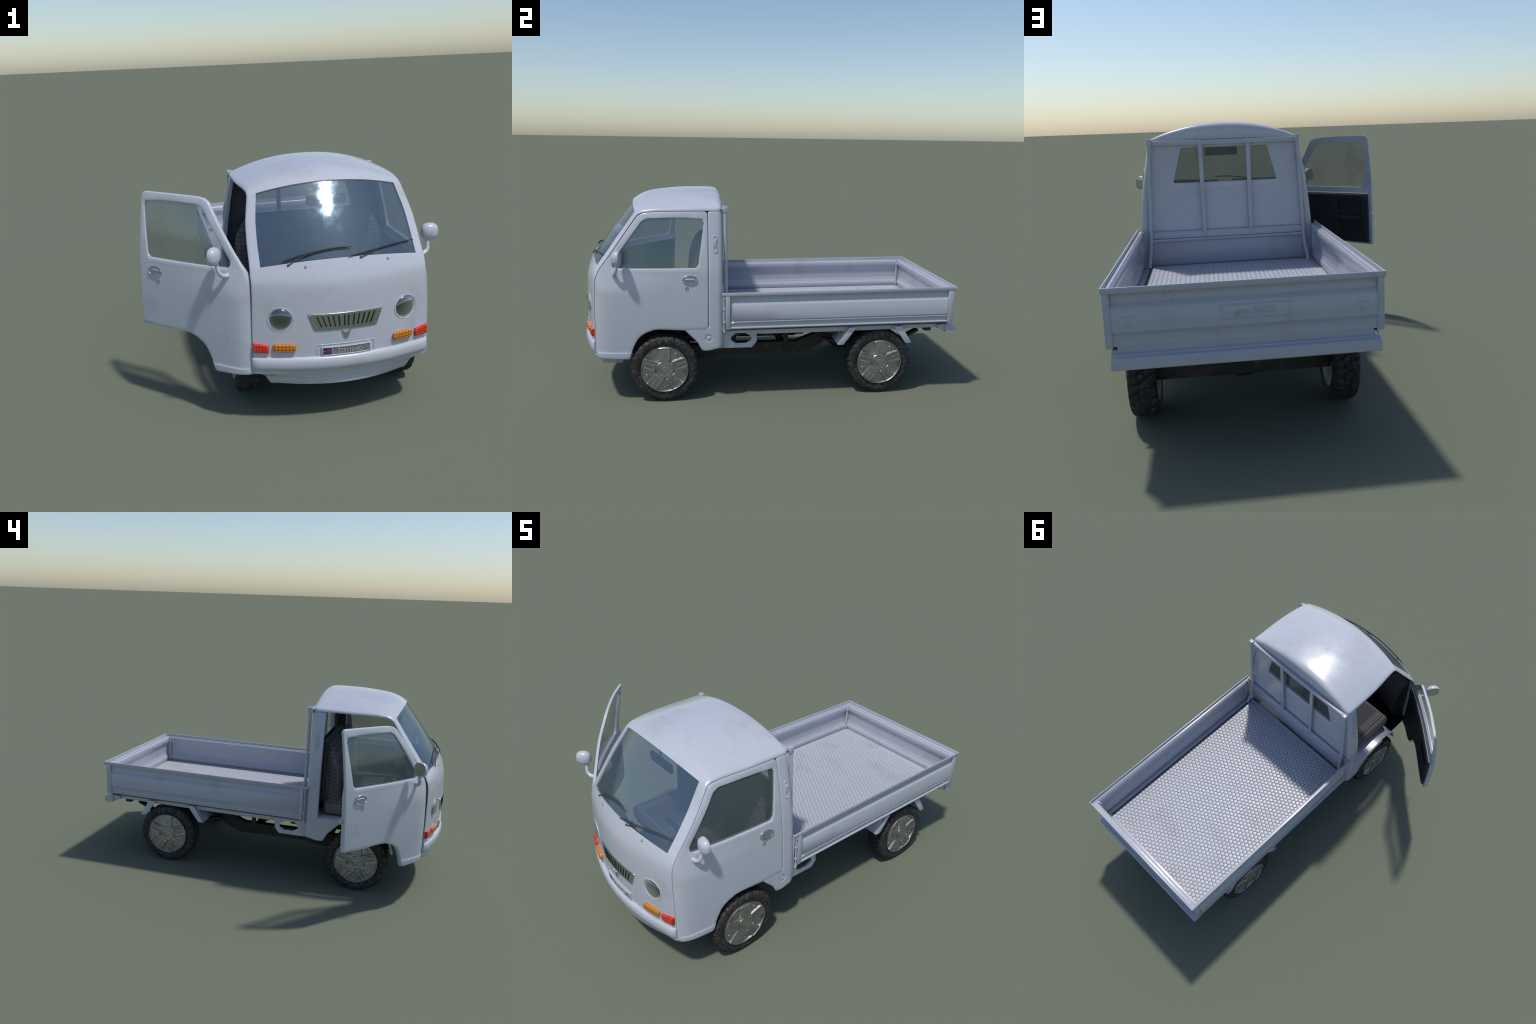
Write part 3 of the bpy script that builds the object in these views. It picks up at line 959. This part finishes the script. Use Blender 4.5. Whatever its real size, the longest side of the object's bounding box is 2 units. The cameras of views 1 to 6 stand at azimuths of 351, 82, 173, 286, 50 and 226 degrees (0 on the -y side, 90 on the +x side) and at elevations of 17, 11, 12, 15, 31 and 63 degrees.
# bed floor: plate with raised hexagonal studs
def bed_floor():
    f = Geo()
    f.box((-.4240, -.2420, .3700), (.4240, .9480, .3855), .001)
    e = Geo()
    for lo, hi in (((-.4235, -.2420), (-.3925, .9450)), ((.3925, -.2420), (.4235, .9450)), ((-.3930, -.2420), (.3930, -.2230)), ((-.3930, .9280), (.3930, .9470))):
        e.box((lo[0], lo[1], .3850), (hi[0], hi[1], .3868), .0006)
    bed_geo(e).obj("floor_border", STUDS)
    bed_geo(f).obj("bed_floor", STUDBASE)
    p = .0243; r0 = p / 2
    h = Geo()
    rows_x = int(.777 / (p * .866))
    x = -.4000 + r0
    i = 0
    ring = lambda cx, cy, r, z, ph=0: [Vector((cx + r * cos(pi / 6 + k * pi / 3 + ph), cy + r * sin(pi / 6 + k * pi / 3 + ph), z)) for k in range(6)]
    while x < .4000 - r0 * .8:
        y = -.236 + (r0 if i % 2 else 0) + r0
        while y < .944 - r0:
            R = r0 / .866 * .957
            rows = []
            for fr, z in ((1.0, .3852), (.95, .3863), (.84, .3869), (.58, .38735), (.3, .3875)):
                n = 12; pts = []
                for k in range(n):
                    a = 2 * pi * k / n
                    hexr = .866 / max(abs(cos(a)), abs(cos(a - pi / 3)), abs(cos(a + pi / 3)), 1e-6)
                    hexr = .866 / max(abs(sin(a)), abs(sin(a - pi / 3)), abs(sin(a + pi / 3)))
                    k2 = sstep(1.0, .7, fr)
                    rr = R * fr * (hexr * (1 - .6 * k2) + .93 * .6 * k2)
                    pts.append(Vector((x + rr * cos(a), y + rr * sin(a), z)))
                rows.append(pts)
            o = len(h.v); h.loft(rows, True)
            n = 12; last = o + 4 * n
            h.f.append(tuple(last + k for k in range(n))); h.m.append(0)
            y += p
        x += p * .866; i += 1
    ob = bed_geo(h).obj("floor_studs", STUDS, angle=60)
    ob["kind"] = "stuff"
STUDS = paint_material("worn_floor_paint", (0.430, 0.446, 0.498), 0.42, 0.10)
STUDBASE = plain_material("bed_floor_grooves", (0.085, 0.085, 0.095), 0.6, grime=(0.06, 0.057, 0.057))
bed_floor()

# front board of the bed and the headboard frame
def headboard():
    g = Geo()
    g.box((-.428, -.2625, .372), (.428, -.2570, .5560), .001)
    g.hexa([(-.386, -.2600, .5210), (.386, -.2600, .5210), (.386, -.2420, .5240), (-.386, -.2420, .5240),
            (-.382, -.2600, .5570), (.382, -.2600, .5570), (.382, -.2480, .5560), (-.382, -.2480, .5560)][0:4] +
           [(-.382, -.2600, .5575), (.382, -.2600, .5575), (.382, -.2470, .5555), (-.382, -.2470, .5555)], .0015)
    g.box((-.390, -.2580, .3890), (.390, -.2520, .5080), .001)
    g.obj("bed_front_board", BEDPAINT)
    f = Geo()
    for s in (1, -1):
        pth = catmull([(s * .3570, -.2445, 1.006), (s * .3640, -.2440, .86), (s * .3710, -.2430, .70), (s * .3775, -.2410, .56), (s * .3835, -.2330, .47), (s * .3910, -.2130, .415), (s * .3940, -.2000, .386)], 5)
        f.tube(pth, .0098, 12)
        f.box((s * .357 - .0115, -.2570, .976), (s * .357 + .0115, -.2330, 1.0075), .002)
    f.obj("headboard_post", BEDPAINT)
    t = Geo()
    t.box((-.350, -.2640, .9740), (.350, -.2420, .9970), .003)
    for x in (.1155, -.1155):
        t.lathe([(.0055, 0), (.005, .004), (.0, .0055)], (x, -.252, .9965), (0, 0, 1), 12)
    t.obj("headboard_top_bar", BEDPAINT)
    for x in (.1155, -.1155):
        m = Geo(); m.box((x - .0105, -.2560, .5300), (x + .0105, -.2420, .9750), .003)
        m.obj("headboard_bar", BEDPAINT)
    l = Geo(); l.tube([(-.379, -.2440, .5140), (0, -.2440, .5140), (.379, -.2440, .5140)], .0080, 10)
    l.obj("headboard_bar", BEDPAINT)
headboard()

# skirt rails, foot steps, mudguards and rear bumper
OCT = [(-.215, .315), (-.191, .299), (-.138, .299), (-.110, .315), (-.110, .334), (-.140, .3535), (-.192, .3535), (-.218, .332)]
for s in (1, -1):
    k = Geo()
    poly = [(-.272, .376), (-.272, .2690), (-.107, .2690), (-.081, .3010), (-.081, .3420), (.30, .3440), (.61, .3480), (.930, .3545), (.930, .3890), (.30, .383)]
    panel(k, poly, [[(a, b - .005) for a, b in OCT]], lambda a, b, d: Vector((s * (.4010 - d), a, b)), .010, .04, .002)
    k.obj("bed_skirt", PAINT)
    for name, a, b in (("front", ((.409, .449), (.372)), ((.348, .380), .278)), ("rear", ((.653, .698), .372), ((.722, .755), .279))):
        m = Geo()
        (ya, yb), zt = a; (yc, yd), zb = b
        x0, x1 = sorted((s * .285, s * .4280))
        # wedge plate with an outer flange
        if name == "front": thin_t, thin_b = (ya, ya + .008), (yc, yc + .008)
        else: thin_t, thin_b = (yb - .008, yb), (yd - .008, yd)
        m.hexa([(x0, thin_b[0], zb), (x1, thin_b[0], zb), (x1, thin_b[1], zb), (x0, thin_b[1], zb),
                (x0, thin_t[0], zt), (x1, thin_t[0], zt), (x1, thin_t[1], zt), (x0, thin_t[1], zt)], .001)
        f0, f1 = sorted((s * .4210, s * .4295))
        m.hexa([(f0, yc, zb), (f1, yc, zb), (f1, yd, zb), (f0, yd, zb), (f0, ya, zt), (f1, ya, zt), (f1, yb, zt), (f0, yb, zt)], .001)
        m.obj("mudguard", PAINT)

r = Geo()
r.box((-.408, .925, .3580), (.408, .9650, .3985), .002)
r.obj("rear_cross_beam", BEDPAINT)
r = Geo()
prof = [(.9440, .3320), (.9440, .3815), (.9580, .3815), (.9640, .3725), (.9740, .3715), (.9790, .3670), (.9940, .3645), (.9990, .3600), (.9995, .3560), (.9995, .3300), (.9970, .3270), (.9700, .3270)]
rows = [[Vector((x, y, z)) for y, z in prof] for x in (-.4270, -.4250, 0, .4250, .4270)]
for i in (0, 4):
    rows[i] = [Vector((p.x, .972 + (p.y - .972) * .94, .354 + (p.z - .354) * .94)) for p in rows[i]]
r.loft(rows, True, True)
r.obj("rear_bumper", BEDPAINT, angle=30)
for s in (1, -1):
    t = Geo()
    x0, x1 = sorted((s * .395, s * .418))
    t.hexa([(x0, .900, .352), (x1, .900, .352), (x1, .948, .338), (x0, .948, .338), (x0, .900, .372), (x1, .900, .372), (x1, .948, .376), (x0, .948, .376)], .001)
    t.obj("bumper_bracket", BEDPAINT)

# ------------------------------------------------------------------ chassis
def chassis():
    c = Geo()
    for s in (1, -1):
        x = s * .158
        for dx, w in ((0, .010),):
            low = [(-.80, .205), (-.62, .150), (-.40, .138), (-.30, .148), (-.19, .163), (.21, .161), (.30, .205), (.36, .245), (.46, .285), (.85, .300), (.93, .305)]
            hi = [(-.80, .265), (-.62, .235), (-.40, .215), (-.30, .215), (-.19, .222), (.17, .222), (.27, .262), (.34, .310), (.46, .345), (.85, .352), (.93, .355)]
            rows = []
            for (ya, za), (yb, zb) in zip(low, hi):
                rows.append([Vector((x - .022, ya, za - .005)), Vector((x + .022, ya, za - .005)), Vector((x + .022, yb, zb)), Vector((x - .022, yb, zb))])
            c.loft(rows, True, True)
        # hangers up to the bed
        for y in (.110, -.185):
            c.box((x + s * .020 - .006, y - .013, .164), (x + s * .020 + .006, y + .013, .365), .002)
    c.obj("chassis_rail", UNDER, angle=30)
    m = Geo()
    for y, z in ((-.70, .215), (-.35, .18), (.10, .19), (.33, .26), (.90, .325)):
        m.box((-.178, y - .018, z - .018), (.178, y + .018, z + .018), .003)
    m.obj("cross_member", UNDER)
    a = Geo()
    a.tube([(-.40, .583, .176), (.40, .583, .176)], .024, 16)
    a.lathe([(.001, -.07), (.045, -.06), (.062, -.02), (.062, .02), (.045, .06), (.001, .07)], (0.0, .583, .178), (1, 0, 0), 24)
    a.box((-.322, .600, .160), (.322, .685, .300), .006)
    a.obj("rear_axle", UNDER)
    a = Geo()
    a.tube([(-.41, -.560, .176), (.41, -.560, .176)], .020, 16)
    a.box((-.16, -.66, .16), (.16, -.47, .32), .02)
    a.obj("front_axle", UNDER)
    sp = Geo()
    for s in (1, -1):
        sp.beam([(s * .255, .30, .262), (s * .255, .44, .225), (s * .255, .583, .212), (s * .255, .72, .235), (s * .255, .85, .300)], .035, .014)
    sp.obj("leaf_spring", UNDER)
    e = Geo()
    e.tube(catmull([(.08, -.50, .225), (.09, -.30, .255), (.10, .0, .258), (.10, .18, .262), (.12, .28, .295), (.12, .50, .320), (.10, .9, .322)], 5), .015, 12)
    e.tube(catmull([(-.08, -.50, .24), (-.09, -.30, .262), (-.10, .0, .262), (-.10, .18, .268), (-.12, .28, .30), (-.12, .45, .32)], 5), .013, 12)
    e.obj("exhaust_pipe", PIPE)
    b = Geo()
    b.box((-.388, -.240, .352), (.388, .925, .368), .002)
    for y in (-.19, -.02, .15, .32, .86): b.box((-.385, y - .018, .330), (.385, y + .018, .353), .002)
    b.obj("bed_underframe", UNDER)
chassis()

# ------------------------------------------------------------------ wheels
def tyre_mesh(R, W):
    """axis +x outward, centred on the wheel plane; diagonal tread grooves"""
    prof = [(.118, -.40), (.130, -.47), (.147, -.50), (.160, -.485), (.1675, -.445), (.1715, -.40)]
    g = Geo(); SEG = 240
    half = prof + [(.1735, -.33), (.1740, -.25)]
    tread = [(.174, t) for t in [-.20 + .05 * i for i in range(9)]]
    full = half + tread + [(r, -t) for r, t in reversed(half)]
    rows = []
    for r, t in full:
        row = []
        for k in range(SEG):
            a = 2 * pi * k / SEG
            rr = r
            if r > .166:
                ph = (a * 30 / (2 * pi) + t * 1.6) % 1.0
                gv = 1 - sstep(.0, .10, min(abs(ph - .5), 1)) if True else 0
                gv = max(0.0, 1 - abs(ph - .5) / .11)
                rr -= .0070 * min(1, gv * 2.0)
                if abs(abs(t) - .12) < .03: rr -= .0028
                rr += .0009 * sin(a * 57 + t * 9) * (1 if abs(t) > .3 else .3)
            rr += .0006 * sin(a * 23 + t * 17)
            row.append(Vector((t * W, rr * R / .174 * cos(a), rr * R / .174 * sin(a))))
        rows.append(row)
    g.loft(rows, True)
    return g

def rim_height(r, a):
    """relief of the wheel disc at radius r (0..1) and angle a: five broad double-ribbed spokes, pockets with bolts"""
    k = (a - pi / 2) / (2 * pi / 5); k -= round(k); da = k * 2 * pi / 5
    across, along = r * sin(da), r * cos(da)
    spoke = sstep(.262, .232, abs(across)) * sstep(.30, .40, along) * sstep(1.0, .93, r)
    h = .0
    h += .0115 * spoke
    chan = exp(-((abs(across) - .105) / .035) ** 2) * sstep(.46, .58, along) * sstep(.96, .86, r)
    h -= .0013 * chan * spoke
    h += .0115 * sstep(.42, .34, r) * (1 - spoke)
    h -= .0016 * exp(-((r - .255) / .026) ** 2)
    h -= .0012 * sstep(.215, .19, r)
    h += .0012 * exp(-((r - .09) / .022) ** 2)
    h += .0105 * sstep(.94, .975, r)
    for j in range(5):
        b = pi / 2 + pi / 5 + j * 2 * pi / 5
        d = hypot(r * cos(a) - .80 * cos(b), r * sin(a) - .80 * sin(b))
        h += .0060 * sstep(.060, .038, d) - .0018 * sstep(.024, .016, d)
    return h

def rim_mesh(rr):
    g = Geo(); NR, NA = 90, 340
    rows = []
    for i in range(NR + 1):
        r = max(1e-4, i / NR)
        dish = -.006 * (1 - r * r) * 0 + .004 * (1 - r)
        rows.append([Vector((.003 + dish + rim_height(r, 2 * pi * k / NA), rr * r * cos(2 * pi * k / NA), rr * r * sin(2 * pi * k / NA))) for k in range(NA)])
    rows.append([Vector((-.010, rr * 1.015 * cos(2 * pi * k / NA), rr * 1.015 * sin(2 * pi * k / NA))) for k in range(NA)])
    g.loft(rows, True)
    return g

tyre_src = None
def wheels():
    R, W = .174, .104
    tg = tyre_mesh(R, W); rg = rim_mesh(.1205)
    bk = Geo()
    bk.lathe([(.122, -.048), (.119, -.045), (.114, -.040), (.106, -.036), (.06, -.034), (.0, -.034)], (0, 0, 0), (1, 0, 0), 48)
    first = {}
    for s in (1, -1):
        for outer, y in ((.434, -.560), (.4245, .583)):
            cx = s * (outer - W / 2 - .004)
            rot = (0, 0, 0) if s > 0 else (0, 0, pi)
            if not first:
                t = tg.obj("tyre", TYRE, truck, 40)
                rim = rg.obj("wheel_disc", RIM, t, 50)
                back = bk.obj("wheel_back", RIMBACK, t, 40)
                first.update(t=t, r=rim, b=back)
            else:
                t = first["t"].copy(); bpy.context.scene.collection.objects.link(t)
                rim = first["r"].copy(); bpy.context.scene.collection.objects.link(rim); rim.parent = t
                back = first["b"].copy(); bpy.context.scene.collection.objects.link(back); back.parent = t
            t.name = "wheel"; t.location = (cx, y, R); t.rotation_euler = rot
            rim.location = (W / 2 - .010, 0, 0)
wheels()

# inner wheel arches of the cab (lip follows the opening behind the door)
for s in (1, -1):
    a = Geo()
    arc = [(-.745, .240), (-.730, .295), (-.706, .338), (-.672, .368), (-.630, .387), (-.575, .395), (-.52, .395), (-.470, .392)]
    arc = catmull(arc, 3)
    rows = []
    for off, x0, x1 in ((0, .300, .402),):
        sec = []
        for (y, z) in arc:
            cx, cz = -.56, .20
            L = hypot(y - cx, z - cz); uy, uz = (y - cx) / L, (z - cz) / L
            lim = side_x(y, z) - (.032 if s > 0 else .008)
            rows.append([Vector((s * .245, y, z)), Vector((s * lim, y, z)), Vector((s * lim, y + uy * .012, z + uz * .012)), Vector((s * .245, y + uy * .012, z + uz * .012))])
    a.loft(rows, True, True)
    a.obj("wheel_arch", PAINT, angle=40)
    sill = Geo()
    so = .402 if s > 0 else .424
    sill.box((min(s * .245, s * so), -.475, .3920), (max(s * .245, s * so), -.285, .4035), .002)
    sill.obj("door_sill", PAINT)
    w = Geo()
    # inner well wall
    pts = [Vector((s * .246, y, z)) for y, z in arc]
    top = [Vector((s * .246, y, max(z, .30))) for y, z in arc]
    w.box((min(s * .240, s * .246), -.74, .26), (max(s * .240, s * .246), -.47, .40), 0)
    w.obj("wheel_well_wall", UNDER)

# ------------------------------------------------------------------ cab interior
def interior():
    f = Geo()
    f.box((-.238, -.90, .285), (.238, -.66, .297), 0)
    f.hexa([(-.238, -.70, .285), (.238, -.70, .285), (.238, -.62, .345), (-.238, -.62, .345), (-.238, -.70, .297), (.238, -.70, .297), (.238, -.62, .357), (-.238, -.62, .357)])
    f.box((-.300, -.64, .395), (.300, -.28, .403), 0)
    f.box((-.392, -.890, .285), (-.236, -.735, .297), .0)
    f.box((.236, -.885, .285), (.372, -.735, .297), .0)
    f.obj("cab_floor", RUBBERMAT)
    # dashboard
    d = Geo(); rows = []
    for i in range(25):
        u = -1 + i / 12
        yf = plan_y(u * .95, -.966, -.898)
        x = u * .345
        pr = [(.016, .652), (.020, .668), (.030, .673), (.046, .660), (.085, .62), (.125, .57), (.146, .51), (.140, .45), (.105, .39), (.070, .34), (.050, .297), (.020, .297)]
        rows.append([Vector((x, yf + o, z)) for o, z in pr])
    d.loft(rows, True, True)
    d.obj("dashboard", TRIM, angle=50)
    # seats
    for cx, w in ((-.1885, .1835), (.1865, .1765)):
        c = Geo(); c.box((cx - w, -.705, .404), (cx + w, -.345, .490), .028, seg=4)
        cush = c.obj("seat_cushion", CLOTH, angle=60)
        b = Geo()
        sx = 1 if cx > 0 else -1
        xa, xb = sorted((sx * .018, sx * .358))
        prof = catmull([(-.300, .440), (-.425, .440), (-.432, .52), (-.430, .60), (-.418, .68), (-.392, .75), (-.362, .787), (-.330, .797), (-.300, .787), (-.288, .75), (-.286, .60)], 4)
        yc, zc = -.35, .62
        rows = []
        for t in [i / 24 for i in range(25)]:
            e = min(t, 1 - t) * (xb - xa)
            k = 1 - .035 / .17 * max(0, 1 - e / .030) ** 2.2           # rounded side edges
            dip = .010 * sstep(.05, .085, e)                            # recessed middle
            rows.append([Vector(((xa + (xb - xa) * t) * (1.03 - .22 * sstep(-.43, -.30, y)), yc + (y - yc) * (1 - (1 - k) * 1.6) + (dip if y < -.36 else 0), zc + (z - zc) * k)) for y, z in prof])
        b = Geo(); b.loft(rows, True, True)
        back = b.obj("seat_back", CLOTH, angle=60)
        # plain middle pads
        p = Geo()
        p.box((cx - w * .55, -.680, .480), (cx + w * .55, -.42, .4925), .005)
        p.obj("seat_pad", CLOTHDARK, cush)
        st = Geo()
        for e in (-.80, .80):
            st.tube([(cx + w * e, -.7055, .440), (cx + w * e, -.697, .4815), (cx + w * e, -.675, .4905), (cx + w * e, -.42, .4905)], .0016, 6)
            xs = (xa + xb) / 2 + (xb - xa) / 2 * e
            st.tube([(xs, -.4235, .49), (xs, -.4235, .60), (xs, -.4110, .68), (xs, -.386, .748), (xs, -.358, .786), (xs, -.330, .798)], .0016, 6)
        st.obj("seat_stitching", STITCH, cush)
    # steering wheel on the right-hand side
    s = Geo()
    C = Vector((.19, -.735, .665)); ax = Vector((0, .80, .60)).normalized()
    a = Vector((1, 0, 0)); b = ax.cross(a)
    ring = [C + (a * cos(2 * pi * k / 40) + b * sin(2 * pi * k / 40)) * .088 for k in range(41)]
    s.tube(ring, .0075, 10)
    for ang in (pi / 2, pi * 7 / 6, pi * 11 / 6):
        s.tube([C - ax * .01, C + (a * cos(ang) - b * sin(ang)) * .086], .006, 8)
    s.lathe([(.0, .006), (.022, .004), (.026, -.012), (.014, -.02), (.012, -.13)], C, ax, 20)
    s.obj("steering_wheel", TRIM)
    # rear-view mirror
    m = Geo()
    m.box((-.090, -.713, .903), (.090, -.695, .948), .007)
    m.obj("rear_view_mirror", TRIM)
    st = Geo(); st.tube([(0, -.706, .93), (0, -.704, .99), (0, -.690, 1.03)], .004, 8)
    st.obj("rear_view_mirror_stalk", TRIM)
interior()
